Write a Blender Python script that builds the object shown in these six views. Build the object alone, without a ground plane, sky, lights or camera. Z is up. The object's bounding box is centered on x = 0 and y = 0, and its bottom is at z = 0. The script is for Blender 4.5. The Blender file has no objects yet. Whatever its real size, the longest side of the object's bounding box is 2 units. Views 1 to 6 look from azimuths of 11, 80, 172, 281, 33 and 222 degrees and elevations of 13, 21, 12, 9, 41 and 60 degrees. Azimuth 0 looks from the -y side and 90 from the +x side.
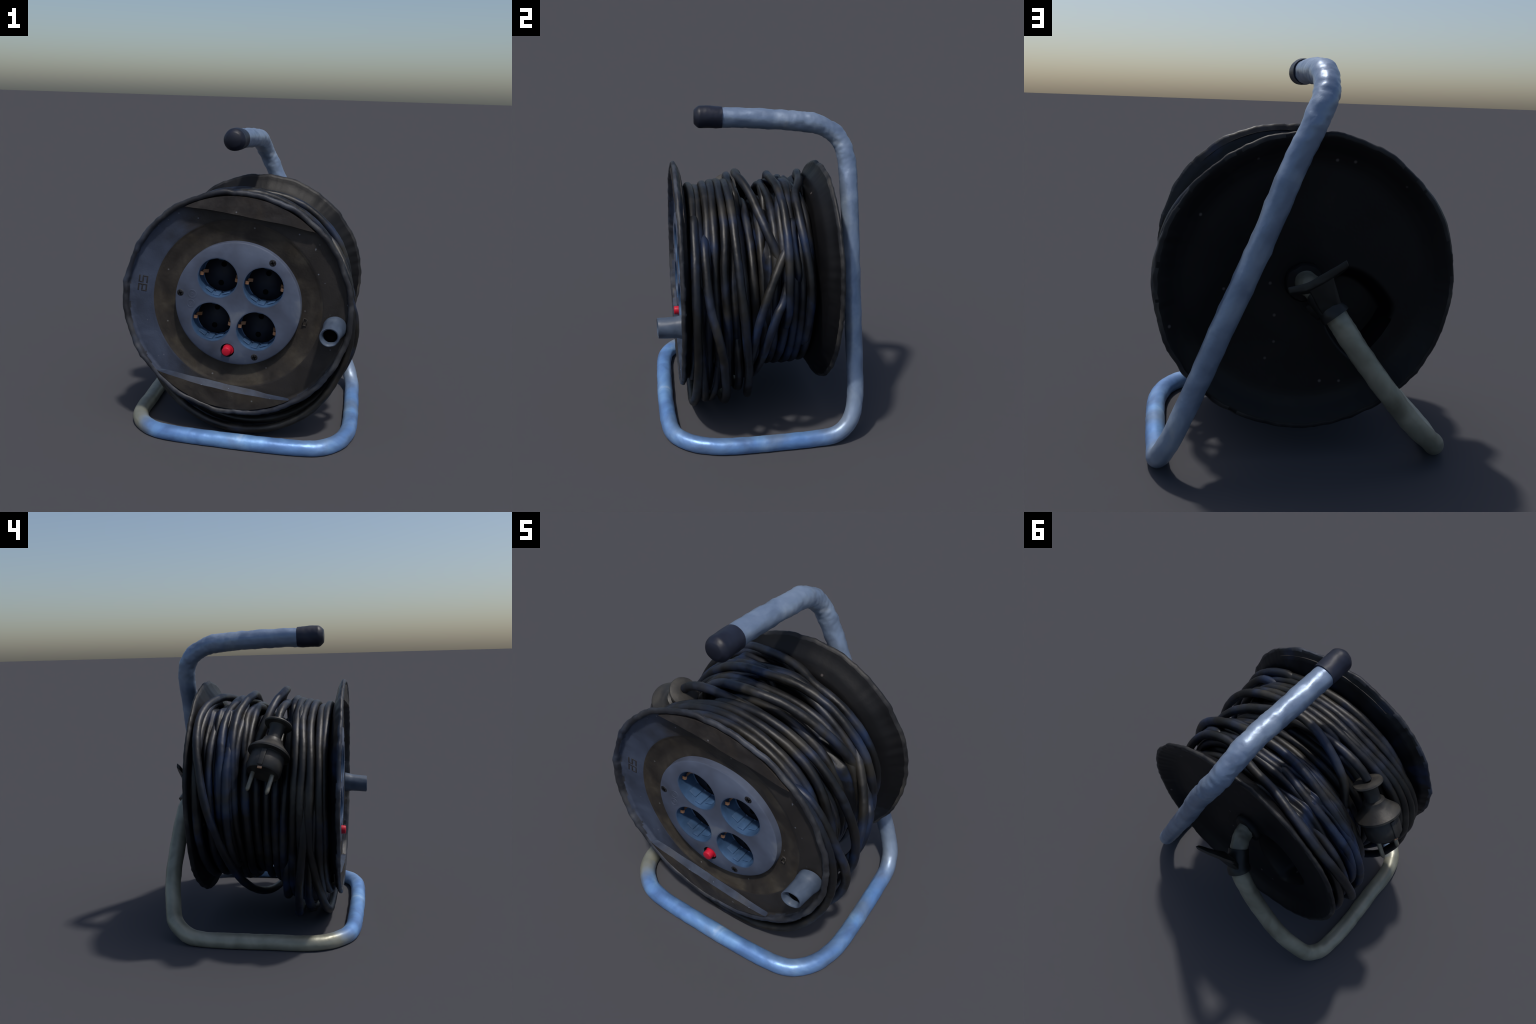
# Cable reel: steel tube stand, plastic drum with four sockets, wound black cable, plug.
import bpy, bmesh, math, random
import numpy as np
from mathutils import Vector, Matrix, noise

random.seed(7)
TAU = math.tau
AX = Vector((0.0, 0.0, 0.905))          # the drum axis runs along y through this point

# ------------------------------------------------------------------ helpers
def nz(p, f, seed=0.0):
    return noise.noise(Vector((p[0] * f + seed, p[1] * f - seed * .7, p[2] * f + seed * 1.3)))

def make(name, verts, faces, mat=None, parent=None, smooth=True, angle=None):
    me = bpy.data.meshes.new(name)
    me.from_pydata([tuple(v) for v in verts], [], faces)
    me.update()
    ob = bpy.data.objects.new(name, me)
    bpy.context.scene.collection.objects.link(ob)
    for m in (mat if isinstance(mat, (list, tuple)) else [mat] if mat else []):
        me.materials.append(m)
    if smooth:
        me.polygons.foreach_set("use_smooth", [True] * len(me.polygons))
        if angle:
            me.set_sharp_from_angle(angle=math.radians(angle))
    if parent:
        ob.parent = parent
    return ob

def fix_normals(ob):
    bm = bmesh.new(); bm.from_mesh(ob.data)
    bmesh.ops.recalc_face_normals(bm, faces=bm.faces)
    bm.to_mesh(ob.data); bm.free()

def bevel(ob, w, seg=2, angle=35):
    bm = bmesh.new(); bm.from_mesh(ob.data)
    es = [e for e in bm.edges if len(e.link_faces) == 2 and e.calc_face_angle(0) > math.radians(angle)]
    bmesh.ops.bevel(bm, geom=es, offset=w, segments=seg, profile=.5, affect='EDGES', clamp_overlap=True)
    for f in bm.faces: f.smooth = True
    bm.to_mesh(ob.data); bm.free()
    ob.data.set_sharp_from_angle(angle=math.radians(50))

def frame_along(pts, closed=False):
    n = len(pts); T = []
    for i in range(n):
        a = pts[(i - 1) % n] if closed or i > 0 else pts[0]
        b = pts[(i + 1) % n] if closed or i < n - 1 else pts[-1]
        T.append((b - a).normalized())
    u = T[0].orthogonal().normalized(); U = [u]
    for i in range(1, n):
        q = T[i - 1].rotation_difference(T[i]); u = q @ U[-1]
        u = (u - T[i] * u.dot(T[i])).normalized(); U.append(u)
    if closed:                                    # spread the leftover twist
        q = T[-1].rotation_difference(T[0]); w = q @ U[-1]
        ang = math.atan2(T[0].dot(w.cross(U[0])), w.dot(U[0]))
        U = [Matrix.Rotation(ang * i / n, 3, T[i]) @ U[i] for i in range(n)]
    return T, U

def sweep(pts, rad, seg=16, closed=False, cap=True, bump=None):
    """tube around a poly-line; rad is a number or a function of the index; bump(p) moves the skin"""
    T, U = frame_along(pts, closed); V, F = [], []
    n = len(pts)
    for i, p in enumerate(pts):
        r = rad(i / (n - 1)) if callable(rad) else rad
        w = T[i].cross(U[i])
        for k in range(seg):
            a = TAU * k / seg
            d = U[i] * math.cos(a) + w * math.sin(a)
            q = p + d * r
            V.append(q + d * bump(q) if bump else q)
    for i in range(n if closed else n - 1):
        j = (i + 1) % n
        for k in range(seg):
            l = (k + 1) % seg
            F.append((i * seg + k, i * seg + l, j * seg + l, j * seg + k))
    if cap and not closed:
        F.append(tuple(range(seg))[::-1]); F.append(tuple((n - 1) * seg + k for k in range(seg)))
    return V, F

def fillet_path(P, R, step=.02):
    """poly-line with rounded corners (R per inner point)"""
    out = [P[0]]
    for i in range(1, len(P) - 1):
        a, b, c = P[i - 1], P[i], P[i + 1]
        d1, d2 = (a - b).normalized(), (c - b).normalized()
        half = d1.angle(d2) / 2
        t = min(R[i - 1] / math.tan(half), (a - b).length * .49, (c - b).length * .49)
        r = t * math.tan(half)
        mid = (d1 + d2).normalized(); cen = b + mid * (r / math.sin(half))
        s, e = b + d1 * t - cen, b + d2 * t - cen
        m = max(3, int(s.angle(e) * r / step))
        q = s.rotation_difference(e); ax, an = q.to_axis_angle()
        for k in range(m + 1):
            out.append(cen + Matrix.Rotation(an * k / m, 3, ax) @ s)
    out.append(P[-1])
    res = [out[0]]
    for a, b in zip(out, out[1:]):
        k = max(1, int((b - a).length / step))
        res += [a.lerp(b, j / k) for j in range(1, k + 1)]
    return res

def lathe(profile, seg, centre=(0, 0, 0), wob=None, close_profile=True):
    """profile of (r, y) turned about the y axis; wob(theta, r, y) -> (dr, dy)"""
    V, F = [], []; m = len(profile)
    for i in range(seg):
        a = TAU * i / seg; ca, sa = math.cos(a), math.sin(a)
        for r, y in profile:
            dr, dy = wob(a, r, y) if wob else (0, 0)
            V.append(Vector((centre[0] + (r + dr) * ca, centre[1] + y + dy, centre[2] + (r + dr) * sa)))
    for i in range(seg):
        j = (i + 1) % seg
        for k in range(m if close_profile else m - 1):
            l = (k + 1) % m
            F.append((i * m + k, i * m + l, j * m + l, j * m + k))
    return V, F

def dense(profile, step):
    out = []
    n = len(profile)
    for i in range(n):
        a, b = profile[i], profile[(i + 1) % n]
        k = max(1, int(math.dist(a, b) / step))
        out += [(a[0] + (b[0] - a[0]) * j / k, a[1] + (b[1] - a[1]) * j / k) for j in range(k)]
    return out

def spline(P, step_pts, closed=False):
    """Catmull-Rom through n-dim points"""
    P = [np.array(p, float) for p in P]; n = len(P); out = []
    for i in range(n if closed else n - 1):
        if closed:
            p0, p1, p2, p3 = P[i - 1], P[i], P[(i + 1) % n], P[(i + 2) % n]
        else:
            p0, p1, p2, p3 = P[max(i - 1, 0)], P[i], P[i + 1], P[min(i + 2, n - 1)]
        for k in range(step_pts):
            t = k / step_pts
            out.append(.5 * (2 * p1 + (p2 - p0) * t + (2 * p0 - 5 * p1 + 4 * p2 - p3) * t * t + (3 * p1 - p0 - 3 * p2 + p3) * t ** 3))
    if not closed:
        out.append(P[-1])
    return out

# ------------------------------------------------------------------ materials
def material(name, stops, scale=6.0, detail=6.0, rough=.5, metal=0.0, spec=.4, speck=None, stretch=(1, 1, 1),
             bump=.15, bump_scale=60, rough_var=.12, stops2=None, scale2=2.0, cover=(.45, .62), coat=0.0, distort=.6, zones=()):
    m = bpy.data.materials.new(name); m.use_nodes = True
    N, L = m.node_tree.nodes, m.node_tree.links
    b = N["Principled BSDF"]
    tc = N.new("ShaderNodeTexCoord"); mp = N.new("ShaderNodeMapping"); mp.inputs["Scale"].default_value = stretch
    L.new(tc.outputs["Object"], mp.inputs["Vector"])
    def ntex(sc, det, dist=0.0):
        t = N.new("ShaderNodeTexNoise"); t.inputs["Scale"].default_value = sc
        t.inputs["Detail"].default_value = det; t.inputs["Distortion"].default_value = dist
        L.new(mp.outputs[0], t.inputs["Vector"]); return t
    def ramp(src, st):
        r = N.new("ShaderNodeValToRGB"); e = r.color_ramp.elements
        while len(e) < len(st): e.new(.5)
        for el, (p, c) in zip(e, st):
            el.position = p; el.color = (*c, 1)
        L.new(src, r.inputs[0]); return r
    t1 = ntex(scale, detail, distort)
    col = ramp(t1.outputs["Fac"], stops).outputs["Color"]
    if stops2:                                    # second, larger pattern laid over the first
        t2 = ntex(scale2, 4, .8)
        k = ramp(t2.outputs["Fac"], [(cover[0], (0, 0, 0)), (cover[1], (1, 1, 1))])
        c2 = ramp(t1.outputs["Fac"], stops2)
        mx = N.new("ShaderNodeMix"); mx.data_type = 'RGBA'
        L.new(k.outputs["Color"], mx.inputs[0]); L.new(col, mx.inputs[6]); L.new(c2.outputs["Color"], mx.inputs[7])
        col = mx.outputs[2]
    for axis, lo, hi, st in zones:                # blends in a tone recoloured for light or shade along one axis
        sx = N.new("ShaderNodeSeparateXYZ"); L.new(tc.outputs["Object"], sx.inputs[0])
        ad = N.new("ShaderNodeMath"); ad.operation = 'MULTIPLY_ADD'; ad.inputs[1].default_value = abs(hi - lo) * .8
        L.new(ntex(9, 4).outputs["Fac"], ad.inputs[0]); L.new(sx.outputs[axis], ad.inputs[2])
        mr = N.new("ShaderNodeMapRange"); mr.interpolation_type = 'SMOOTHSTEP'
        off = abs(hi - lo) * .4
        mr.inputs["From Min"].default_value = lo + off; mr.inputs["From Max"].default_value = hi + off
        L.new(ad.outputs[0], mr.inputs["Value"])
        c2 = ramp(t1.outputs["Fac"], st)
        mx = N.new("ShaderNodeMix"); mx.data_type = 'RGBA'
        L.new(mr.outputs[0], mx.inputs[0]); L.new(col, mx.inputs[6]); L.new(c2.outputs["Color"], mx.inputs[7])
        col = mx.outputs[2]
    if speck:                                     # small light dust specks
        v = N.new("ShaderNodeTexVoronoi"); v.inputs["Scale"].default_value = speck[1]
        L.new(tc.outputs["Object"], v.inputs["Vector"])
        k = ramp(v.outputs["Distance"], [(speck[2], (1, 1, 1)), (speck[2] + .05, (0, 0, 0))])
        mx = N.new("ShaderNodeMix"); mx.data_type = 'RGBA'
        L.new(k.outputs["Color"], mx.inputs[0]); L.new(col, mx.inputs[6]); mx.inputs[7].default_value = (*speck[0], 1)
        col = mx.outputs[2]
    L.new(col, b.inputs["Base Color"])
    b.inputs["Metallic"].default_value = metal; b.inputs["Specular IOR Level"].default_value = spec
    if coat: b.inputs["Coat Weight"].default_value = coat
    rr = N.new("ShaderNodeMapRange"); rr.inputs["To Min"].default_value = rough - rough_var; rr.inputs["To Max"].default_value = rough + rough_var
    L.new(t1.outputs["Fac"], rr.inputs["Value"]); L.new(rr.outputs[0], b.inputs["Roughness"])
    if bump:
        tb = ntex(bump_scale, 5); bp = N.new("ShaderNodeBump")
        bp.inputs["Strength"].default_value = bump; bp.inputs["Distance"].default_value = .004
        L.new(tb.outputs["Fac"], bp.inputs["Height"]); L.new(bp.outputs[0], b.inputs["Normal"])
    return m

OLIVE = [(.3, (.17, .165, .125)), (.5, (.26, .26, .205)), (.7, (.36, .345, .275))]  # same steel, dulled to olive for the shade on left bar and rear leg
UPPER = [(.28, (.15, .20, .29)), (.46, (.205, .27, .385)), (.62, (.27, .34, .45)), (.78, (.43, .46, .49))]  # steel colour averaged between its blue sky-lit side and warm shaded side
M_STEEL = material("galvanised_steel_sky_tinted", [(.30, (.10, .19, .40)), (.50, (.15, .30, .60)), (.64, (.21, .40, .70)), (.76, (.46, .60, .78))],  # blue sky light on the front and right tubes, baked into the base colour
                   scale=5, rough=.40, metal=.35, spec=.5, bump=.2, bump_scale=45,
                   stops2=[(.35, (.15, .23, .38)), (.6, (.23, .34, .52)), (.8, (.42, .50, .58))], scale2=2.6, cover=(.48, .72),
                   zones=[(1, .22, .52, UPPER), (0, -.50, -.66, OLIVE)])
M_UPPER = material("galvanised_steel_half_sky_tint", UPPER, scale=5, rough=.40, metal=.35, spec=.5, bump=.3, bump_scale=42)
M_SHADE_TINT = material("galvanised_steel_shade_tinted", OLIVE, scale=5, rough=.45, metal=.3, spec=.45, bump=.2, bump_scale=45)
M_CAP = material("grip_rubber", [(.3, (.009, .011, .021)), (.6, (.017, .021, .041)), (.8, (.036, .037, .045))], scale=7, rough=.5, spec=.35)
M_FACE = material("flange_black_plastic", [(.3, (.020, .017, .016)), (.55, (.034, .030, .029)), (.75, (.055, .049, .046))],
                  scale=9, rough=.58, spec=.28, speck=((.16, .16, .17), 13, .035), bump=.35, stops2=[(.3, (.028, .022, .019)), (.55, (.048, .040, .034)), (.75, (.09, .08, .07))], scale2=5.0, cover=(.48, .66))
M_BAND = material("band_plastic_sky_tinted", [(.3, (.020, .018, .017)), (.55, (.030, .027, .026)), (.8, (.048, .042, .038))],
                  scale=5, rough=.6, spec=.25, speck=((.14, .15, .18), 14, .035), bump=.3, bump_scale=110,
                  zones=[(0, -.16, -.52, [(.3, (.036, .045, .070)), (.55, (.052, .066, .105)), (.8, (.072, .092, .14))])])  # left end of the band tinted blue for the light falling on it
M_RING = material("brown_black_plastic", [(.3, (.020, .017, .015)), (.5, (.034, .029, .025)), (.72, (.058, .050, .040))],
                  scale=7, rough=.6, spec=.25, speck=((.14, .14, .14), 11, .03), bump=.35, stops2=[(.3, (.030, .024, .018)), (.55, (.052, .043, .032)), (.75, (.085, .074, .058))], scale2=4.0, cover=(.50, .66))
M_LEDGE = material("ledge_plastic_light_painted", [(.3, (.016, .022, .036)), (.5, (.026, .036, .062)), (.72, (.042, .058, .09))], scale=9, rough=.55, spec=.3,  # blue light on the upward step painted into this strip
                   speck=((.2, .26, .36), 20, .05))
M_PANEL = material("slate_panel_plastic", [(.3, (.060, .070, .100)), (.48, (.076, .092, .138)), (.62, (.092, .114, .17)), (.74, (.15, .17, .21))],
                   scale=5, rough=.55, spec=.3, bump=.15, distort=.3)
M_SOCK = material("socket_plastic_blue_lit_tint", [(.3, (.028, .058, .115)), (.6, (.046, .098, .195)), (.8, (.07, .14, .26))], scale=9, rough=.5, spec=.3)  # cup walls coloured blue to show the light they catch
M_FLOOR = material("socket_floor_plastic", [(.3, (.010, .012, .018)), (.7, (.020, .024, .036))], scale=8, rough=.6, spec=.2)
M_HOLE = material("hole_dark", [(.3, (.0015, .0015, .0015)), (.7, (.003, .003, .003))], rough=.8, spec=.05, bump=0)
M_COPPER = material("copper_contact", [(.3, (.50, .24, .11)), (.7, (.75, .42, .25))], scale=12, rough=.35, metal=.5, bump=.05)
M_RED = material("red_button", [(.3, (.42, .006, .022)), (.7, (.62, .015, .045))], scale=10, rough=.45, spec=.3, bump=.05)
M_SCREW = material("screw_dark_steel", [(.3, (.010, .010, .012)), (.7, (.045, .045, .05))], scale=30, rough=.45, metal=.4)
M_MARK = material("mark_dark", [(.3, (.026, .025, .028)), (.7, (.036, .034, .036))], rough=.6, spec=.2)
M_CABLE = material("black_cable_rubber", [(.34, (.004, .0045, .006)), (.46, (.007, .010, .019)), (.58, (.010, .023, .064)), (.72, (.026, .038, .066)), (.84, (.05, .05, .053))],  # blue and pale stops draw highlights on black rubber
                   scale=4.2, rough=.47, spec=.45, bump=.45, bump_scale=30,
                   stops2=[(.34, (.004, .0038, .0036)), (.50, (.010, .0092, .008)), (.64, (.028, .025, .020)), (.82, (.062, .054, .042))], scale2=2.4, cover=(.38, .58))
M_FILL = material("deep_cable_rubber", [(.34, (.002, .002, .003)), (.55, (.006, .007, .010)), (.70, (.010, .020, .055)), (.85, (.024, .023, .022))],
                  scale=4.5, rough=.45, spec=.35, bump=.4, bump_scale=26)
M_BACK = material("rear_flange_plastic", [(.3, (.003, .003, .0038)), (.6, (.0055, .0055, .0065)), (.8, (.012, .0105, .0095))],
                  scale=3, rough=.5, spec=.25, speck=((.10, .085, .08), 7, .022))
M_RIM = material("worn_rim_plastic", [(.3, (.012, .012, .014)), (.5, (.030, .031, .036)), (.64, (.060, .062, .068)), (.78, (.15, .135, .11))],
                 scale=6, rough=.5, spec=.35, bump=.3, stops2=[(.3, (.010, .010, .013)), (.55, (.026, .032, .050)), (.75, (.06, .075, .11))], scale2=2.0, cover=(.46, .64))
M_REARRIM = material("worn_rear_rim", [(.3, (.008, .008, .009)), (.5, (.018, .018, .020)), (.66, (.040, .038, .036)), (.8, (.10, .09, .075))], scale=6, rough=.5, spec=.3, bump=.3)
M_PLUG = material("plug_rubber", [(.3, (.012, .0115, .011)), (.5, (.027, .0255, .0235)), (.66, (.056, .051, .042)), (.82, (.070, .072, .085))],
                  scale=6, rough=.48, spec=.4, bump=.2)
M_PIN = material("plug_pin_brass", [(.3, (.16, .15, .11)), (.7, (.30, .28, .23))], scale=14, rough=.4, metal=.4)
M_CRANK = material("crank_grey_plastic", [(.3, (.040, .055, .085)), (.55, (.070, .095, .14)), (.8, (.11, .14, .18))], scale=7, rough=.45, spec=.4)
M_LOCK = material("lock_black_plastic", [(.3, (.006, .007, .007)), (.6, (.015, .016, .015)), (.8, (.04, .044, .04))], scale=9, rough=.42, spec=.4)

# ------------------------------------------------------------------ the thing
reel = bpy.data.objects.new("cable_reel", None)
bpy.context.scene.collection.objects.link(reel)
reel["label"] = "old cable reel on bent steel tube stand with sockets"
reel["category"] = "cable reel"

# ------------------------------------------------------------------ stand: one bent tube
V3 = Vector
way = [(-0.066, -0.300, 1.925), (-0.062, -0.100, 1.922), (-0.056, 0.100, 1.915), (-0.050, 0.240, 1.908), (-0.047, 0.360, 1.895), (-0.043, 0.450, 1.859),
       (-0.033, 0.520, 1.808), (-0.001, 0.560, 1.735), (0.039, 0.576, 1.642), (0.116, 0.582, 1.474), (0.252, 0.583, 1.124), (0.407, 0.584, 0.760),
       (0.540, 0.583, 0.441), (0.620, 0.578, 0.258), (0.678, 0.541, 0.133), (0.711, 0.450, 0.054), (0.720, 0.310, 0.032), (0.730, 0.160, 0.032), (0.736, 0.010, 0.032),
       (0.741, -0.130, 0.032), (0.736, -0.285, 0.032), (0.696, -0.438, 0.032), (0.614, -0.544, 0.032), (0.510, -0.592, 0.032), (0.340, -0.611, 0.032), (0.140, -0.618, 0.032),
       (-0.060, -0.620, 0.032), (-0.230, -0.619, 0.032), (-0.385, -0.613, 0.032), (-0.520, -0.578, 0.030), (-0.640, -0.470, 0.030), (-0.690, -0.325, 0.031), (-0.698, -0.130, 0.032),
       (-0.711, 0.060, 0.032), (-0.716, 0.200, 0.032), (-0.710, 0.320, 0.032), (-0.698, 0.425, 0.056), (-0.650, 0.514, 0.120), (-0.558, 0.554, 0.208), (-0.430, 0.586, 0.362),
       (-0.240, 0.585, 0.612), (-0.126, 0.562, 0.782), (-0.070, 0.512, 0.852), (-0.030, 0.455, 0.897), (-0.005, 0.390, 0.910), (0.000, 0.270, 0.912)]
path = [V3(p) for p in spline(way, 10)]
RT = .0525
def tube_bump(p):
    up = max(0.0, min(1.0, (p.z - .25) / 1.0))
    return (.0022 + .0030 * up) * nz(p, 15) + (.0014 + .0026 * up) * nz(p, 44, 3.1) - .0035 * max(0.0, nz(p, 19, 8) - .38) + .0065 * up + .0045 * max(0.0, min(1.0, (.55 - p.y) / .2)) * (p.z > 1.7)
cut = max(i for i, p in enumerate(path) if p.x > -.66 and p.y < -.2 and p.z < .2)
top = min(range(len(path)), key=lambda i: abs(path[i].z - .40) + (path[i].x < .3) * 9)
Vv, Ff = sweep(path[top:cut + 1], RT, 32, bump=tube_bump, cap=False)
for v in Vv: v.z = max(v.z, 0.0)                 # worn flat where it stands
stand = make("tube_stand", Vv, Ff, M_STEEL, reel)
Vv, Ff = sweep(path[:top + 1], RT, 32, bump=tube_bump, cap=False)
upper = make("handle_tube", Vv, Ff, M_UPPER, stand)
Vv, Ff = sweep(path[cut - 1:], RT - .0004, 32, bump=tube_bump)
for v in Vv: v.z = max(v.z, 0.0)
leg = make("rear_leg_tube", Vv, Ff, M_SHADE_TINT, stand)

# grip at the handle end
gp = [V3((-.062 + .001 * i / 26, -.408 + .175 * i / 26, 1.927 - .002 * i / 26)) for i in range(27)]
def grip_r(t):
    return .0695 * (1 - max(0, (.20 - t) / .20) ** 1.6 * .36) - .004 * max(0, t - .8) * 5 * .4
Vv, Ff = sweep(gp, grip_r, 32, bump=lambda p: .004 * nz(p, 14, 2) + .0012 * nz(p, 50))
grip = make("handle_grip", Vv, Ff, M_CAP, reel, angle=45)

# ------------------------------------------------------------------ drum flanges
def rim_wob(seed, amp=.006):
    def f(a, r, y):
        k = max(0.0, min(1.0, (r - .60) / .12))
        p = (math.cos(a), math.sin(a), seed)
        dr = k * amp * (nz(p, 5, seed) + .65 * nz(p, 13, seed + 3) + .40 * nz(p, 31, seed))
        dy = .004 * nz((r * math.cos(a), r * math.sin(a), y), 4, seed) + k * .003 * nz(p, 24, seed + 9)
        return dr, dy
    return f

drum_axis_tilt = Matrix.Rotation(math.radians(.55), 4, 'X')
YF, YB, RF = -.5376, .402, .734
PSI = math.radians(-7.8)                      # how far the drum is turned
C = (0.003, 0.0, .9045)

# front flange: rim lip, sunk band, thin skirt on the cable side
prof = [(.735, YF + .012), (.728, YF + .002), (.714, YF), (.703, YF + .008), (.698, YF + .034), (.692, YF + .042),
        (.545, YF + .044), (.537, YF + .049), (.425, YF + .072), (.385, YF + .075),
        (.385, YF + .100), (.545, YF + .078), (.62, YF + .064), (.68, YF + .052), (.720, YF + .030), (.734, YF + .022)]
dp = dense(prof, .012)
Vv, Ff = lathe(dp, 300, C, rim_wob(1.3, .009))
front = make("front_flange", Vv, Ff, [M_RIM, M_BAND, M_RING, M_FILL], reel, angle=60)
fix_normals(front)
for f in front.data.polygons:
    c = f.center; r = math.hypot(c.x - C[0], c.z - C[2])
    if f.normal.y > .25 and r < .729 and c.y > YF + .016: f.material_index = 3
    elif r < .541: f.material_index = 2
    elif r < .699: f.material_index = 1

# back flange with a dished hub
prof = [(.733, YB - .012), (.735, YB - .002), (.728, YB + .005), (.712, YB + .006), (.702, YB + .001), (.690, YB - .006), (.672, YB - .016),
        (.640, YB - .034), (.600, YB - .046), (.45, YB - .054), (.30, YB - .060), (.14, YB - .070), (.055, YB - .075),
        (.055, YB - .125), (.58, YB - .095), (.64, YB - .068), (.675, YB - .044), (.700, YB - .030), (.718, YB - .022)]
dp = dense(prof, .012)
rear_wob = rim_wob(6.1, .008)
def rear_shape(a, r, y):
    dr, dy = rear_wob(a, r, y)
    x, z = r * math.cos(a), r * math.sin(a)
    front_side = r > .06
    if front_side:                                   # uneven hollow beside the hub, on the leg side
        d = math.hypot(x + .29 - .35 * (z + .20), (z + .19) / 1.35)
        k = max(0.0, min(1.0, (.20 - d) / .07))
        k *= max(0.0, min(1.0, (.49 - r) / .04))
        dy -= .150 * k * k * (3 - 2 * k)
        dy += .006 * nz((x, z, 0), 3.0, 12)
    dy += .015 * x - .004 * z + .013 * max(0.0, min(1.0, (r - .57) / .12))                        # the disc is a little warped
    return dr, dy
Vv, Ff = lathe(dp, 300, (-.006, 0, .9045), rear_shape)
back = make("rear_flange", Vv, Ff, [M_BACK, M_REARRIM], reel, angle=60)
fix_normals(back)
for f in back.data.polygons:
    c = f.center
    if math.hypot(c.x + .006, c.z - .9045) > .718: f.material_index = 1

# local frame of the face: x to the right, z up, both turned by PSI; depth d counts from the rim plane into the drum
cp, sp = math.cos(PSI), math.sin(PSI)
def face_pt(u, w, d):
    return V3((C[0] + u * cp - w * sp, YF + d, C[2] + u * sp + w * cp))

def face_prism(name, outline, d0, d1, mat, parent, bev=.004):
    n = len(outline)
    Vv = [face_pt(u, w, d0) for u, w in outline] + [face_pt(u, w, d1) for u, w in outline]
    Ff = [tuple(range(n)), tuple(range(2 * n - 1, n - 1, -1))] + [(i, i + n, (i + 1) % n + n, (i + 1) % n) for i in range(n)]
    ob = make(name, Vv, Ff, mat, parent)
    fix_normals(ob)
    if bev: bevel(ob, bev, 3)
    return ob

# raised segments above the upper and below the lower chord, lower one with a wide sloped edge
def segment(name, sgn, dist, slope, mat, dtop, dbase):
    R = .6965; half = math.acos(dist / R); K = 40; rows = []
    arc = [half - 2 * half * k / K for k in range(K + 1)]
    outer = [(R * math.sin(a), sgn * R * math.cos(a)) for a in arc]
    Vv, Ff = [], []
    J = 10
    for k, (u, w) in enumerate(outer):                  # from the chord to the arc
        bow = slope * (1 - (u / (R * math.sin(half))) ** 2)
        e = sgn * (dist + bow)
        if abs(w) < abs(e): e = w
        cols = [(sgn * dist if abs(w) > dist else w, dbase)] + [(e + (w - e) * j / J, dtop) for j in range(J + 1)] + [(w, dbase)]
        for j, (ww, d) in enumerate(cols):
            q = face_pt(u, ww, d)
            q.y += .006 * nz(q, 6, 4) + .002 * nz(q, 25, 1) if d == dtop else 0
            q.z += .005 * nz(q, 9, 2) if j < 2 else 0
            Vv.append(q)
    m = J + 3
    for k in range(K):
        for j in range(m - 1):
            Ff.append((k * m + j, k * m + j + 1, (k + 1) * m + j + 1, (k + 1) * m + j))
    ob = make(name, Vv, Ff, mat, front, angle=30)
    fix_normals(ob)
    return ob
M_LOWSEG = [M_FACE, M_SOCK]
up_seg = segment("face_ledge", 1, .566, .012, M_FACE, .004, .046)
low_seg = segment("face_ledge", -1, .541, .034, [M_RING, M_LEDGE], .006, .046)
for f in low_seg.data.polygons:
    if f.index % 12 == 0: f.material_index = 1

# ------------------------------------------------------------------ socket panel with four real openings
panel_c = (.008, .010); RP = .402; DP = .027
sock_r = .127; H = .1465
socks = [(-H, H), (H, H), (-H, -H), (H, -H)]
bc = (-.006, -.302)
bm = bmesh.new()
def ring(cx, cz, r, n, d):
    return [bm.verts.new(face_pt(cx + r * math.cos(TAU * i / n), cz + r * math.sin(TAU * i / n), d)) for i in range(n)]
def loop_edges(vs):
    return [bm.edges.new((vs[i], vs[(i + 1) % len(vs)])) for i in range(len(vs))]
outer = ring(*panel_c, RP - .010, 120, DP)
edges = loop_edges(outer)
holes = []
for s in socks:
    r = ring(panel_c[0] + s[0], panel_c[1] + s[1], sock_r, 56, DP); holes.append(r); edges += loop_edges(r)
rb = ring(*bc, .045, 28, DP); holes.append(rb); edges += loop_edges(rb)
bmesh.ops.triangle_fill(bm, use_beauty=True, use_dissolve=False, edges=edges, normal=(0, -1, 0))
mid = ring(*panel_c, RP - .002, 120, DP + .006); low = ring(*panel_c, RP + .002, 120, DP + .062)
for A, B in ((outer, mid), (mid, low)):
    for i in range(120):
        bm.faces.new((A[i], A[(i + 1) % 120], B[(i + 1) % 120], B[i]))
bmesh.ops.recalc_face_normals(bm, faces=bm.faces)
me = bpy.data.meshes.new("socket_panel"); bm.to_mesh(me); bm.free()
panel = bpy.data.objects.new("socket_panel", me); bpy.context.scene.collection.objects.link(panel)
me.materials.append(M_PANEL); me.materials.append(M_SOCK); panel.parent = reel
for f in me.polygons:
    f.use_smooth = len(f.vertices) == 4
me.set_sharp_from_angle(angle=math.radians(40))

def face_disc(name, cx, cz, r, d0, d1, mat, parent, n=20, bev=.002, taper=1.0):
    pts0 = [(cx + r * taper * math.cos(TAU * i / n), cz + r * taper * math.sin(TAU * i / n)) for i in range(n)]
    pts1 = [(cx + r * math.cos(TAU * i / n), cz + r * math.sin(TAU * i / n)) for i in range(n)]
    Vv = [face_pt(*p, d0) for p in pts0] + [face_pt(*p, d1) for p in pts1]
    Ff = [tuple(range(n)), tuple(range(2 * n - 1, n - 1, -1))] + [(i, i + n, (i + 1) % n + n, (i + 1) % n) for i in range(n)]
    ob = make(name, Vv, Ff, mat, parent); fix_normals(ob)
    if bev: bevel(ob, bev, 2)
    return ob

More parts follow.
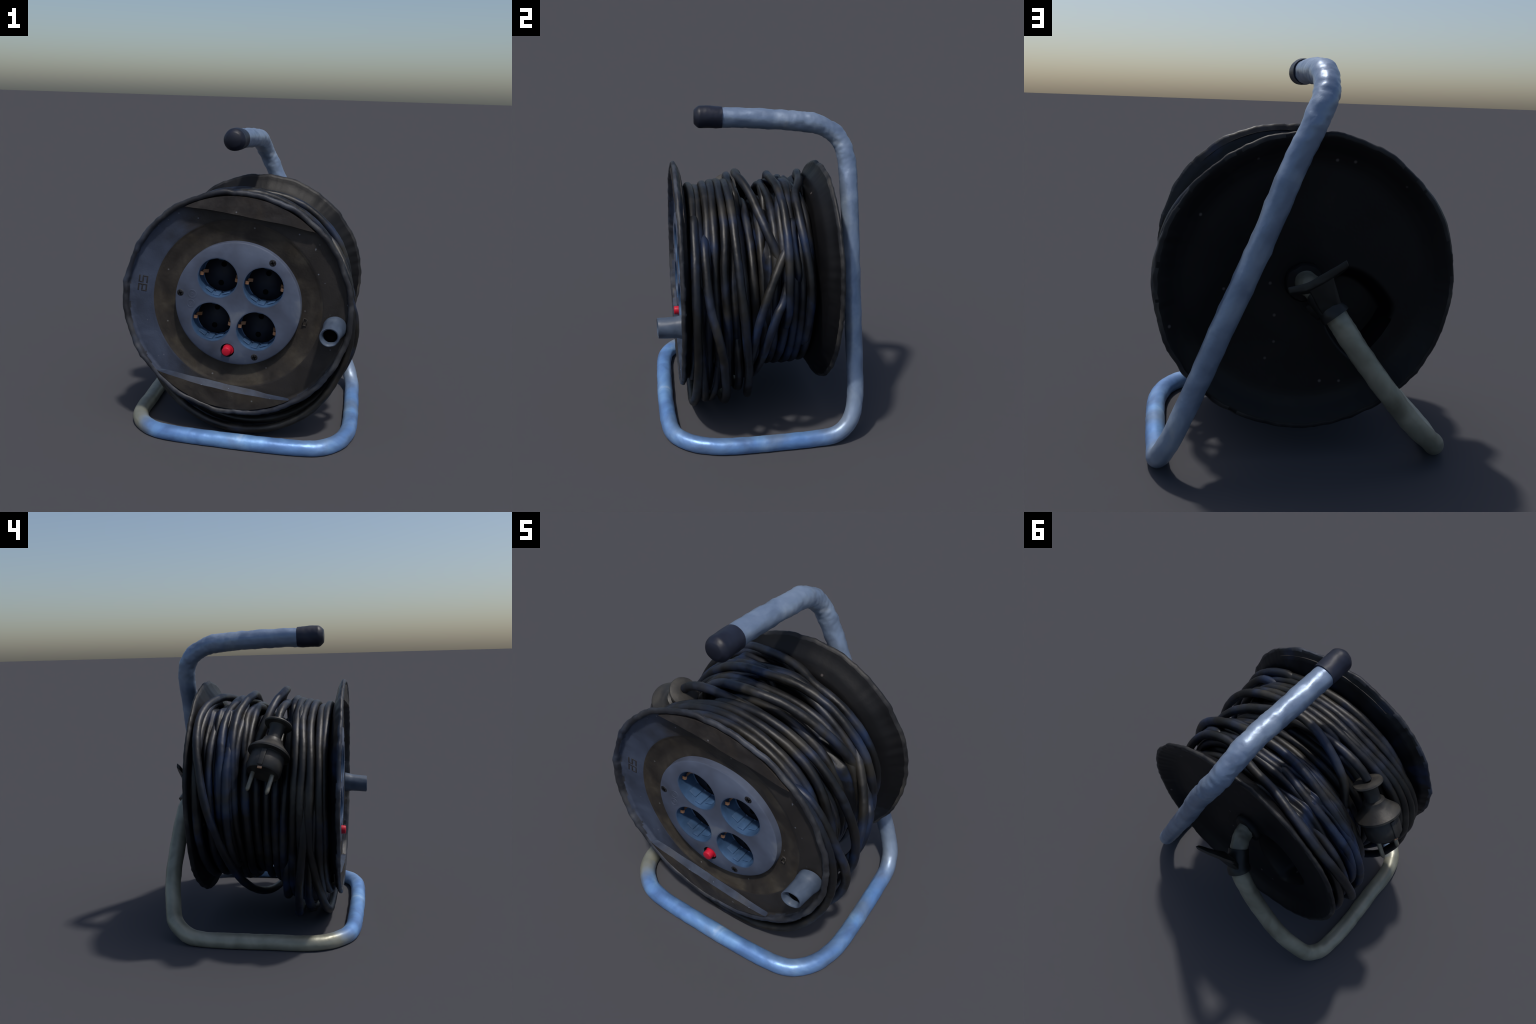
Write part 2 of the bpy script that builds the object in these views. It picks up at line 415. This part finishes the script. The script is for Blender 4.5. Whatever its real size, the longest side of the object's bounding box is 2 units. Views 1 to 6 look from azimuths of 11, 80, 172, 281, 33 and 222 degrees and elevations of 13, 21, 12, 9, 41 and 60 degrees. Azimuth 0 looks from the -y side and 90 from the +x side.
DEPTH = .125
for s in socks:
    cx, cz = panel_c[0] + s[0], panel_c[1] + s[1]
    # cup: wall with rounded lip and floor
    n = 56; rings = [(sock_r + .004, DP - .0005), (sock_r - .001, DP + .001), (sock_r - .002, DP + .006), (sock_r - .003, DP + DEPTH - .004), (sock_r - .008, DP + DEPTH)]
    Vv, Ff = [], []
    for r, d in rings:
        for i in range(n):
            a = TAU * i / n
            Vv.append(face_pt(cx + r * math.cos(a), cz + r * math.sin(a), d))
    for k in range(len(rings) - 1):
        for i in range(n):
            Ff.append((k * n + i, k * n + (i + 1) % n, (k + 1) * n + (i + 1) % n, (k + 1) * n + i))
    cup = make("socket", Vv, Ff, [M_SOCK], panel, angle=50)
    flo = face_disc("socket_floor", cx, cz, sock_r - .012, DP + DEPTH, DP + DEPTH + .012, M_FLOOR, panel, 40, 0)
    # guide ribs at top and bottom of the cup, and the side shoulders
    for sg in (1, -1):
        for off in (0.0,):
            w = .021; z0, z1 = sock_r - .001, sock_r - .013
            face_prism("guide_rib", [(cx - w, cz + sg * z0), (cx + w, cz + sg * z0), (cx + w * .85, cz + sg * z1), (cx - w * .85, cz + sg * z1)], DP + .022, DP + DEPTH, M_SOCK, panel, .003)
        for ux in (-1, 1):
            w0, w1 = .034, .080
            out = [(cx + ux * w0, cz + sg * .120), (cx + ux * w1, cz + sg * .096), (cx + ux * w1, cz + sg * .090), (cx + ux * w0, cz + sg * .112)]
            face_prism("wall_step", out, DP + .045, DP + DEPTH, M_SOCK, panel, .003)
    # pin holes: dark shallow cups set a hair proud of the floor
    for sg in (1, -1):
        face_disc("pin_hole", cx, cz + sg * .0625, .018, DP + DEPTH - .0015, DP + DEPTH + .006, M_HOLE, panel, 20, 0)
    # earth contacts: bent copper strips on both side walls
    for ux in (-1, 1):
        x0 = ux * (sock_r - .006)
        st = [(x0, DP + .030), (x0 - ux * .016, DP + .034), (x0 - ux * .020, DP + .044), (x0 - ux * .008, DP + .056),
              (x0 - ux * .006, DP + .095), (x0 - ux * .030, DP + .112), (x0 - ux * .030, DP + .122)]
        hw = .011; Vv, Ff = [], []
        for u, d in st:
            for v in (-hw, hw):
                Vv.append(face_pt(cx + u, cz + v, d))
            for v in (hw, -hw):
                Vv.append(face_pt(cx + u + ux * .004, cz + v, d + .003))
        for k in range(len(st) - 1):
            for j in range(4):
                Ff.append((k * 4 + j, k * 4 + (j + 1) % 4, (k + 1) * 4 + (j + 1) % 4, (k + 1) * 4 + j))
        Ff += [(0, 1, 2, 3), tuple(4 * (len(st) - 1) + j for j in range(4))]
        ob = make("earth_contact", Vv, Ff, M_COPPER, panel, angle=60); fix_normals(ob)

# screws with crossed slots
for u, w in ((.185, .322), (-.362, .012), (.172, -.310)):
    sc = face_disc("screw", u, w, .0225, DP - .0015, DP + .012, M_SCREW, panel, 24, .003)
    for k in range(2):
        a = .5 + k * math.pi / 2; c, s = math.cos(a), math.sin(a); o = []
        for du, dw in ((-.014, -.003), (.014, -.003), (.014, .003), (-.014, .003)):
            o.append((u + du * c - dw * s, w + du * s + dw * c))
        face_prism("screw_slot", o, DP - .0025 - .0005 * k, DP + .004, M_HOLE, panel, 0)

# red reset button in a dark well
face_disc("button_well", *bc, .045, DP + .022, DP + .034, M_HOLE, panel, 28, 0)
n = 28; Vv, Ff = [], []
for r, d in ((.045, DP + .0), (.043, DP + .024)):
    for i in range(n):
        Vv.append(face_pt(bc[0] + r * math.cos(TAU * i / n), bc[1] + r * math.sin(TAU * i / n), d))
for i in range(n):
    Ff.append((i, (i + 1) % n, n + (i + 1) % n, n + i))
make("button_well_wall", Vv, Ff, M_FLOOR, panel)
face_disc("button_collar", bc[0] + .004, bc[1] + .004, .037, DP + .004, DP + .03, M_RED, panel, 26, .005)
face_disc("reset_button", bc[0] - .002, bc[1] - .002, .031, DP - .030, DP + .028, M_RED, panel, 26, .006, .92)

# small embossed marks: lettering on the band, round emblems on the panel, a small frame on the right
# two squared letters read upwards on the band; strokes as (x0, y0, x1, y1) in letter units
GLYPHS = {"a": [(0, .84, .84, 1), (.84, 0, 1, 1), (.17, .45, .835, .61), (0, 0, .16, .61), (.17, 0, .835, .16)],
          "s": [(0, .84, 1, 1), (0, .45, .16, .835), (.17, .45, .835, .61), (.84, 0, 1, .61), (0, 0, .835, .16)]}
for k, ch in enumerate("as"):
    gx, gy, gw, gh = -.052 + .056 * k, -.030, .048, .060
    for x0, y0, x1, y1 in GLYPHS[ch]:
        o = []
        for lx, ly in ((x0, y0), (x1, y0), (x1, y1), (x0, y1)):
            o.append((-.622 - (gy + ly * gh), .012 + gx + lx * gw))
        face_prism("band_lettering", o, .0405, .052, M_MARK, front, .0012)
for k, (u, w) in enumerate(((-.285, .02), (-.285, -.045))):
    n = 20
    for r0, r1 in ((.030, .021), (.011, .002)):
        Vv, Ff = [], []
        for r, d in ((r0, DP + .003), (r0 - .001, DP - .0012), (r1 + .001, DP - .0012), (r1, DP + .003)):
            for i in range(n):
                Vv.append(face_pt(u + r * math.cos(TAU * i / n) * (1.0 - .1 * k), w + r * math.sin(TAU * i / n), d))
        for j in range(3):
            for i in range(n):
                Ff.append((j * n + i, j * n + (i + 1) % n, (j + 1) * n + (i + 1) % n, (j + 1) * n + i))
        ob = make("panel_emblem", Vv, Ff, M_PANEL, panel, angle=40); fix_normals(ob)
fu, fw = .442, -.020
for a, b, c_, d_ in ((-.014, -.024, .014, -.020), (-.014, .020, .014, .024), (-.014, -.0202, -.010, .0202), (.010, -.0202, .014, .0202)):
    face_prism("square_mark", [(fu + a, fw + b), (fu + c_, fw + b), (fu + c_, fw + d_), (fu + a, fw + d_)], .0600, .082, M_BAND, front, 0)

# crank knob: hollow tube on the right of the face
kx, kz = .612, .807
prof = [(.060, 0), (.061, .01), (.062, .06), (.064, .11), (.070, .135), (.074, .165), (.044, .165), (.044, .03), (.046, .008), (.049, .001), (.056, -.002)]
dp = dense(prof, .012)
Vv, Ff = lathe(dp, 48, (kx, -.667, kz), lambda a, r, y: (.0018 * nz((math.cos(a), math.sin(a), y * 6), 2.2), .003 * nz((math.cos(a), math.sin(a), 1), 1.5) if y < .02 else 0))
Vv = [V3((v.x + (v.y + .667) * .10, v.y, v.z + (v.y + .667) * .05)) for v in Vv]
knob = make("crank_knob", Vv, Ff, M_CRANK, reel, angle=45); fix_normals(knob)
Vv, Ff = lathe([(.001, .035), (.0445, .035), (.0445, .045), (.001, .045)], 32, (kx + .007, -.667, kz + .003))
make("crank_bore", Vv, Ff, M_HOLE, knob)

# ------------------------------------------------------------------ cable winding: lumpy inner layers
YS = [-.50, -.47, -.44, -.30, -.20, -.13, -.05, .04, .10, .20, .26, .30, .34, .37, .395]
RS = [.60, .555, .510, .515, .490, .465, .470, .495, .520, .520, .505, .500, .505, .520, .57]
def bump01(x, a, b, w):
    return max(0.0, min(1.0, (x - a) / w)) * max(0.0, min(1.0, (b - x) / w))
def fill_r(a, y):
    r = np.interp(y, YS, RS)
    s = math.sin(a); deg = math.degrees(a) % 360
    bot = max(0.0, -s) ** 2.2
    fr = bump01(y, -.47, -.05, .07)
    r += fr * bot * .195
    r -= bump01(y, -.21, -.02, .05) * bump01(deg, 10, 118, 25) * .03
    r += bump01(y, -.48, -.22, .06) * bump01(deg, 135, 300, 40) * .06
    r += bump01(y, .075, .60, .06) * bump01(deg, 95, 198, 28) * max(0.0, .665 + .15 * max(0, y - .30) - r)
    rr_ = (deg + 180) % 360 - 180
    r += bump01(y, -.47, -.09, .06) * bump01(rr_, -55, 10, 20) * .09
    r += bump01(y, -.07, .15, .05) * bump01(rr_, -32, 50, 20) * max(0.0, .595 - r)
    r += bump01(y, -.02, .14, .06) * bump01(deg, 240, 310, 30) * .05
    r += bump01(y, .10, .6, .1) * bot * .05
    p = (math.cos(a) * .6, y, math.sin(a) * .6)
    r += .009 * math.sin(TAU * y / .055 + 3.0 * nz(p, 1.6, 2)) + .016 * nz(p, 4.5, 8) + .008 * nz(p, 11, 5)
    return r
ny = 90; na = 300
Vv, Ff = [], []
for i in range(na):
    a = TAU * i / na
    for k in range(ny + 1):
        y = -.455 + .79 * k / ny; r = fill_r(a, y)
        Vv.append(V3((r * math.cos(a), y, AX.z + r * math.sin(a))))
for i in range(na):
    for k in range(ny):
        j = (i + 1) % na
        Ff.append((i * (ny + 1) + k, i * (ny + 1) + k + 1, j * (ny + 1) + k + 1, j * (ny + 1) + k))
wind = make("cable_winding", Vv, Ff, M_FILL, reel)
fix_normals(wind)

# ------------------------------------------------------------------ cable turns, as (angle, y, radius) waypoints
RC = .0265
def cable(wp, closed=False, rc=RC, seed=0, name="cable_turn", per=14, keep_end=False):
    pts = spline(wp, per, closed)
    P = []; n = len(pts)
    for i, (t, y, r) in enumerate(pts):
        a = math.radians(t)
        e = max(0.0, 1 - min(i, n - 1 - i) / (per * .9)) if not closed else 0.0    # the ends dive under the neighbours
        e = 0.0 if keep_end and i > n / 2 else e
        r += (min(r, fill_r(a, y) - .045) - r) * e * e * (3 - 2 * e)
        q = (math.cos(a) * .6, y, math.sin(a) * .6)
        r += .004 * nz(q, 3.2, seed + 20); y += .006 * nz(q, 2.6, seed + 40)
        P.append(V3((r * math.cos(a), y, AX.z + r * math.sin(a))))
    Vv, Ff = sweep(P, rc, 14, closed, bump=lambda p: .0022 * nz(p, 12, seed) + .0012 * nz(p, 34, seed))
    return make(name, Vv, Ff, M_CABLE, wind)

def ring_turn(y0, r0, seed, ys=0.0):
    """one ordinary turn that wanders a little and hangs lower underneath"""
    rnd = random.Random(seed); wp = []
    for t in range(0, 360, 30):
        s = math.sin(math.radians(t)); sag = max(0, -s) ** 2
        wp.append((t, y0 + rnd.uniform(-.010, .010) + ys * sag, r0 + rnd.uniform(-.006, .008) + sag * (.10 if -.42 < y0 < -.1 else .02)))
    return cable([(t, y, r) for t, y, r in wp] , True, seed=seed) if False else cable_ring(wp, seed)

def cable_ring(wp, seed):
    # closed ring: unwrap by repeating one period, then cut to it
    w = [(t - 360, y, r) for t, y, r in wp[-2:]] + wp + [(t + 360, y, r) for t, y, r in wp[:3]]
    pts = spline(w, 14)[2 * 14:(2 + len(wp)) * 14]
    P = []
    for t, y, r in pts:
        a = math.radians(t); q = (math.cos(a) * .6, y, math.sin(a) * .6)
        r += .006 * nz(q, 3.2, seed + 20); y += .007 * nz(q, 2.6, seed + 40)
        P.append(V3((r * math.cos(a), y, AX.z + r * math.sin(a))))
    Vv, Ff = sweep(P, RC, 14, True, bump=lambda p: .0022 * nz(p, 12, seed) + .0012 * nz(p, 34, seed))
    return make("cable_turn", Vv, Ff, M_CABLE, wind)

# front group, lying side by side; lowest on top of the drum, slack and hanging underneath
cable_ring([(0, -.445, .610), (35, -.448, .590), (75, -.440, .565), (105, -.448, .572), (145, -.444, .60), (180, -.448, .64), (225, -.445, .69), (270, -.445, .71), (315, -.445, .66)], 1)
cable_ring([(-4, -.405, .60), (15, -.405, .60), (55, -.408, .565), (80, -.402, .543), (110, -.400, .560), (145, -.415, .625), (180, -.43, .695), (225, -.42, .720), (270, -.40, .765), (320, -.41, .66)], 2)
cable_ring([(5, -.365, .575), (36, -.36, .572), (74, -.35, .563), (104, -.347, .580), (126, -.35, .60), (158, -.37, .675), (185, -.37, .720), (215, -.365, .725), (245, -.35, .760), (290, -.34, .77), (335, -.36, .655)], 3)
cable_ring([(10, -.320, .575), (38, -.315, .580), (65, -.315, .575), (95, -.305, .582), (124, -.300, .61), (154, -.325, .672), (182, -.32, .715), (215, -.31, .715), (245, -.29, .755), (290, -.27, .765), (335, -.30, .655)], 4)
cable_ring([(15, -.265, .610), (43, -.255, .605), (74, -.260, .582), (98, -.255, .592), (123, -.262, .610), (150, -.28, .660), (182, -.275, .690), (215, -.25, .690), (245, -.22, .735), (290, -.21, .76), (335, -.24, .66)], 5)
# lower layer showing in the valley
cable_ring([(10, -.215, .575), (60, -.205, .500), (110, -.205, .510), (160, -.22, .545), (215, -.18, .62), (270, -.15, .70), (320, -.17, .63)], 6)
cable_ring([(12, -.14, .545), (40, -.15, .475), (61, -.155, .450), (90, -.152, .445), (120, -.15, .475), (180, -.14, .540), (230, -.12, .60), (285, -.10, .67), (330, -.12, .60)], 7)
cable_ring([(12, -.085, .550), (40, -.095, .485), (61, -.10, .455), (90, -.095, .455), (120, -.09, .475), (180, -.08, .520), (230, -.06, .59), (285, -.04, .64), (330, -.06, .58)], 8)
cable_ring([(0, -.02, .555), (60, -.03, .505), (120, -.02, .505), (180, -.02, .570), (240, .00, .570), (300, .01, .60)], 9)
cable_ring([(0, .03, .600), (30, .04, .600), (60, .045, .585), (90, .04, .560), (120, .03, .585), (150, .035, .600), (180, .035, .635), (215, .04, .615), (240, .05, .62), (300, .05, .60)], 10)
# rear group
cable_ring([(0, .10, .605), (30, .09, .615), (60, .085, .610), (90, .13, .590), (120, .095, .61), (150, .10, .650), (178, .105, .655), (215, .10, .610), (250, .10, .625), (300, .10, .60)], 11)
cable_ring([(0, .16, .570), (60, .155, .592), (88, .17, .605), (108, .15, .600), (140, .13, .665), (175, .135, .690), (215, .14, .630), (240, .15, .625), (300, .16, .60)], 12)
cable_ring([(0, .21, .565), (60, .20, .575), (85, .195, .600), (110, .195, .605), (143, .19, .670), (175, .19, .690), (212, .20, .595), (240, .20, .625), (300, .21, .60)], 13)
cable_ring([(0, .27, .530), (60, .265, .525), (110, .255, .57), (155, .26, .675), (190, .25, .685), (235, .26, .62), (300, .27, .585)], 14)
cable([(85, .30, .56), (105, .31, .61), (125, .32, .665), (155, .33, .71), (185, .33, .715), (210, .325, .69), (235, .31, .65), (260, .30, .59)], seed=15)

# turn that leaves the front group, hangs as the middle loop and climbs the left rear as a high strand over to the back
cable([(125, -.212, .575), (105, -.215, .592), (90, -.215, .598), (72, -.21, .608), (51, -.205, .625), (35, -.20, .645), (18, -.185, .668), (3, -.165, .695), (-15, -.145, .735),
       (-31, -.12, .765), (-50, -.105, .800), (-68, -.075, .815), (-85, -.03, .778), (-105, .035, .736), (-130, .11, .715), (-149, .16, .725), (-166, .21, .742),
       (-180, .26, .750), (-195, .30, .748), (-209, .33, .738), (-224, .345, .715), (-238, .33, .685), (-253, .295, .650), (-272, .262, .618), (-285, .215, .605),
       (-299, .198, .622), (-315, .205, .628), (-333, .235, .618), (-351, .25, .610), (-380, .25, .585), (-410, .24, .58)], seed=31)
# bundle standing out on the left, beside the climbing strand
cable([(135, .125, .63), (155, .135, .69), (175, .14, .715), (195, .14, .715), (214, .13, .69), (235, .11, .655)], seed=52)
# high strand over the top of the rear group
cable([(185, .12, .64), (168, .11, .665), (150, .12, .675), (129, .118, .665), (114, .10, .652), (100, .085, .640), (92, .082, .637), (76, .095, .642), (58, .105, .650), (45, .105, .655), (32, .11, .662),
       (17, .11, .660), (0, .105, .655), (-25, .10, .625)], seed=32)
cable([(165, .03, .55), (150, .06, .61), (135, .06, .62), (122, .062, .610), (108, .045, .585), (90, .03, .545), (70, .03, .52)], seed=33)
cable([(195, .17, .65), (175, .18, .69), (154, .185, .695), (143, .19, .685), (129, .185, .660), (117, .175, .635), (104, .15, .61), (95, .13, .585)], seed=34)
# high crossing strand, arched over the gap
cable([(152, .02, .53), (140, -.02, .57), (128, -.065, .620), (113, -.105, .652), (100, -.140, .663), (88, -.145, .668), (79, -.115, .655), (66, -.075, .640), (53, -.04, .635), (43, -.005, .630),
       (33, .035, .615), (24, .06, .595), (10, .08, .57)], seed=35)
# counter-running strands on the right
cable([(50, .15, .585), (34, .105, .622), (25, .06, .640), (13, .0, .665), (4, -.04, .682), (-8, -.08, .700), (-21, -.10, .712), (-45, -.115, .70), (-65, -.12, .71)], seed=36)
cable([(28, .16, .580), (13, .10, .630), (5, .07, .655), (-1, .03, .688), (-15, -.02, .712), (-32, -.055, .710), (-55, -.08, .69), (-75, -.09, .70)], seed=37)
cable([(60, .18, .585), (48, .155, .61), (36, .15, .612), (22, .17, .60), (8, .19, .58)], seed=38)
# cable running into the plug
cable([(68, -.155, .54), (88, -.165, .565), (106, -.175, .610), (118, -.172, .655), (127, -.166, .685), (134, -.160, .692)], seed=39, keep_end=True)
# loose hanging loop at the front, below the flange
cable([(70, -.43, .57), (48, -.44, .605), (25, -.442, .66), (5, -.440, .705), (-10, -.435, .738), (-22, -.43, .762), (-36, -.43, .79), (-52, -.435, .835), (-70, -.44, .862), (-90, -.44, .866), (-108, -.44, .840),
       (-125, -.42, .800), (-145, -.39, .748), (-165, -.36, .710), (-185, -.335, .690), (-205, -.315, .655), (-225, -.29, .625), (-245, -.275, .60), (-270, -.26, .57)], seed=40)
cable([(55, -.38, .585), (30, -.38, .635), (8, -.365, .69), (-4, -.335, .735), (-20, -.285, .782), (-43, -.25, .825), (-65, -.24, .855), (-90, -.24, .862), (-110, -.25, .872), (-130, -.28, .845), (-150, -.31, .780),
       (-165, -.33, .735), (-190, -.345, .665), (-210, -.36, .60)], seed=41)
cable([(30, -.43, .60), (5, -.43, .65), (-20, -.41, .72), (-45, -.38, .80), (-70, -.36, .84), (-95, -.34, .84), (-120, -.33, .80), (-150, -.36, .73), (-180, -.41, .68), (-200, -.44, .63)], seed=42)
# loose lower strands drooping between the loops
cable([(-10, -.20, .67), (-40, -.17, .745), (-70, -.15, .775), (-95, -.15, .77), (-120, -.18, .74), (-150, -.22, .67)], seed=43)
cable([(-25, -.28, .72), (-50, -.32, .81), (-78, -.34, .85), (-105, -.33, .845), (-130, -.29, .78)], seed=44, rc=.022)

# ------------------------------------------------------------------ plug lying on the winding
pa, pb = V3((-.484, -.160, 1.380)), V3((-.785, -.064, .994))
pd = (pb - pa).normalized(); plen = (pb - pa).length
out = (V3((pa.x, 0, pa.z - AX.z)).normalized())
pv = (out - pd * out.dot(pd)).normalized(); pu = pd.cross(pv)          # pu: along the drum axis, pv: outwards
def turned(name, prof, mat, parent, seg=40, sq=1.0, bumpy=.002):
    Vv, Ff = [], []
    for r, l in prof:
        for i in range(seg):
            a = TAU * i / seg
            d = pu * math.cos(a) + pv * math.sin(a) * sq
            q = pa + pd * l + d * r
            Vv.append(q + d * bumpy * nz(q, 20, 3))
    m = len(prof)
    for k in range(m - 1):
        for i in range(seg):
            Ff.append((k * seg + i, k * seg + (i + 1) % seg, (k + 1) * seg + (i + 1) % seg, (k + 1) * seg + i))
    Ff.append(tuple(range(seg))); Ff.append(tuple((m - 1) * seg + i for i in range(seg)))
    ob = make(name, Vv, Ff, mat, parent, angle=40); fix_normals(ob); return ob
plug = turned("plug", [(.030, -.012), (.060, -.011), (.086, -.005), (.090, .004), (.085, .011), (.056, .016), (.047, .030), (.045, .085), (.048, .112), (.064, .120), (.068, .136),
                       (.084, .158), (.116, .190), (.133, .208), (.133, .221), (.104, .227), (.100, .232)], M_PLUG, reel)
turned("plug_body", [(.100, .228), (.106, .238), (.109, .30), (.107, .345), (.100, .354), (.02, .356)], M_PLUG, plug)
for sg in (1, -1):                                                      # raised guide bars on both broad sides
    b = pa + pd * .295 + pv * (.107 * sg)
    Vv = [b + pu * x * .016 + pv * y * .008 + pd * z * .055 for x in (-1, 1) for y in (-1, 1) for z in (-1, 1)]
    ob = make("plug_rib", Vv, [(0, 1, 3, 2), (4, 6, 7, 5), (0, 4, 5, 1), (2, 3, 7, 6), (0, 2, 6, 4), (1, 5, 7, 3)], M_PLUG, plug); fix_normals(ob); bevel(ob, .004)
b = pa + pd * .345 + pv * .092
Vv = [b + pu * x * .014 + pv * y * .006 + pd * z * .022 for x in (-1, 1) for y in (-1, 1) for z in (-1, 1)]
ob = make("earth_contact", Vv, [(0, 1, 3, 2), (4, 6, 7, 5), (0, 4, 5, 1), (2, 3, 7, 6), (0, 2, 6, 4), (1, 5, 7, 3)], M_COPPER, plug); fix_normals(ob); bevel(ob, .003)
for sg in (1, -1):
    s = pa + pd * .350 + pu * (.0615 * sg)
    P = [s + pd * (.135 * t / 10) for t in range(11)]
    Vv, Ff = sweep(P, lambda t: .0135 * (1 if t < .85 else math.sqrt(max(.05, 1 - ((t - .85) / .16) ** 2))), 16)
    make("plug_pin", Vv, Ff, M_PIN, plug, angle=60)

# ------------------------------------------------------------------ lock on the rear elbow: sleeve with a winged lever
ie = min(range(len(path)), key=lambda i: (path[i] - V3((-.066, .506, .857))).length)
sl = path[ie - 10:ie + 6]
Vv, Ff = sweep(sl, lambda t: .067 + .005 * (1 if t < .2 else 0) - .003 * t, 32, bump=lambda p: .004 * nz(p, 15, 6))
lock = make("axle_lock", Vv, Ff, M_LOCK, reel, angle=50)
tips = [V3((.128, .668, .952)), V3((.045, .652, .966)), V3((-.020, .640, .995)), V3((-.085, .632, 1.032)), V3((-.145, .622, 1.068))]
sp_ = [V3(p) for p in spline(tips, 8)]
Vv, Ff = [], []
for i, p in enumerate(sp_):
    t = i / (len(sp_) - 1); e = 1 - abs(2 * t - 1)
    dpth = .028 + .055 * e ** .8; th = .015 + .004 * e
    nrm = V3((.38, 0, .92)).normalized(); inward = V3((-.12, -.80, -.58)).normalized()
    for a_, b_ in ((0, -1), (0, 1), (1, 1), (1, -1)):
        q = p + nrm * th * b_ + inward * dpth * a_
        Vv.append(q + nrm * .002 * nz(q, 25))
for i in range(len(sp_) - 1):
    for j in range(4):
        Ff.append((i * 4 + j, i * 4 + (j + 1) % 4, (i + 1) * 4 + (j + 1) % 4, (i + 1) * 4 + j))
Ff += [(0, 1, 2, 3), tuple(4 * (len(sp_) - 1) + j for j in range(4))]
wing = make("lock_lever", Vv, Ff, M_LOCK, lock); fix_normals(wing); bevel(wing, .008, 3)
bm = bmesh.new()
for p in sp_[9:24:2]:
    for o in (-.012, .012):
        bm.verts.new(p + V3((.38, 0, .92)).normalized() * o + V3((0, -.02, -.012)))
for q in (sl[4], sl[9]):
    for kx_, ky_, kz_ in ((-.05, .035, .02), (.05, .03, .02), (-.035, .045, -.02), (.04, .045, -.02)):
        bm.verts.new(q + V3((kx_, ky_, kz_)))
hull = bmesh.ops.convex_hull(bm, input=bm.verts)
bmesh.ops.delete(bm, geom=[v for v in bm.verts if not v.link_faces], context='VERTS')
me = bpy.data.meshes.new("lock_web"); bm.to_mesh(me); bm.free()
web = bpy.data.objects.new("lock_web", me); bpy.context.scene.collection.objects.link(web)
me.materials.append(M_LOCK); web.parent = lock; bevel(web, .006, 2, 20)
Vv, Ff = lathe(dense([(.054, .30), (.098, .30), (.098, .352), (.088, .366), (.054, .370)], .012), 36, (0, 0, .905), lambda a, r, y: (.006 * nz((math.cos(a), math.sin(a), y), 3), .006 * nz((math.cos(a), math.sin(a), r * 9), 2)))
ob = make("hub_ring", Vv, Ff, M_BACK, back, angle=40); fix_normals(ob)
bm = bmesh.new()
for p in ((-.010, .50, .835), (-.050, .52, .790), (-.085, .49, .775), (-.045, .40, .770), (.005, .42, .800), (-.040, .43, .840), (-.012, .455, .775), (-.050, .47, .745)):
    bm.verts.new(V3(p))
bmesh.ops.convex_hull(bm, input=bm.verts)
me = bpy.data.meshes.new("lock_catch"); bm.to_mesh(me); bm.free()
catch = bpy.data.objects.new("lock_catch", me); bpy.context.scene.collection.objects.link(catch)
me.materials.append(M_PLUG); catch.parent = lock; bevel(catch, .005, 2, 20)

# ------------------------------------------------------------------ the front face sits slightly askew, its left side forward
def askew(o, lift=None):
    for v in o.data.vertices:
        x, z = v.co.x - C[0], v.co.z - C[2]; r = math.hypot(x, z)
        rim = (.028 if x < 0 else .014) * x - .002
        pan = .030 * x - .010
        band = .004 * x - .004
        a = max(0.0, min(1.0, (r - .52) / .20)); b = max(0.0, min(1.0, (.47 - r) / .06))
        if lift is not None: a, b = 0.0, 1.0
        a = a * a * (3 - 2 * a)
        v.co.y += -.017 * z + rim * a + (1 - a) * (pan * b + band * (1 - b))
    for c in o.children:
        askew(c, lift)
askew(front); askew(panel, 1); askew(knob)
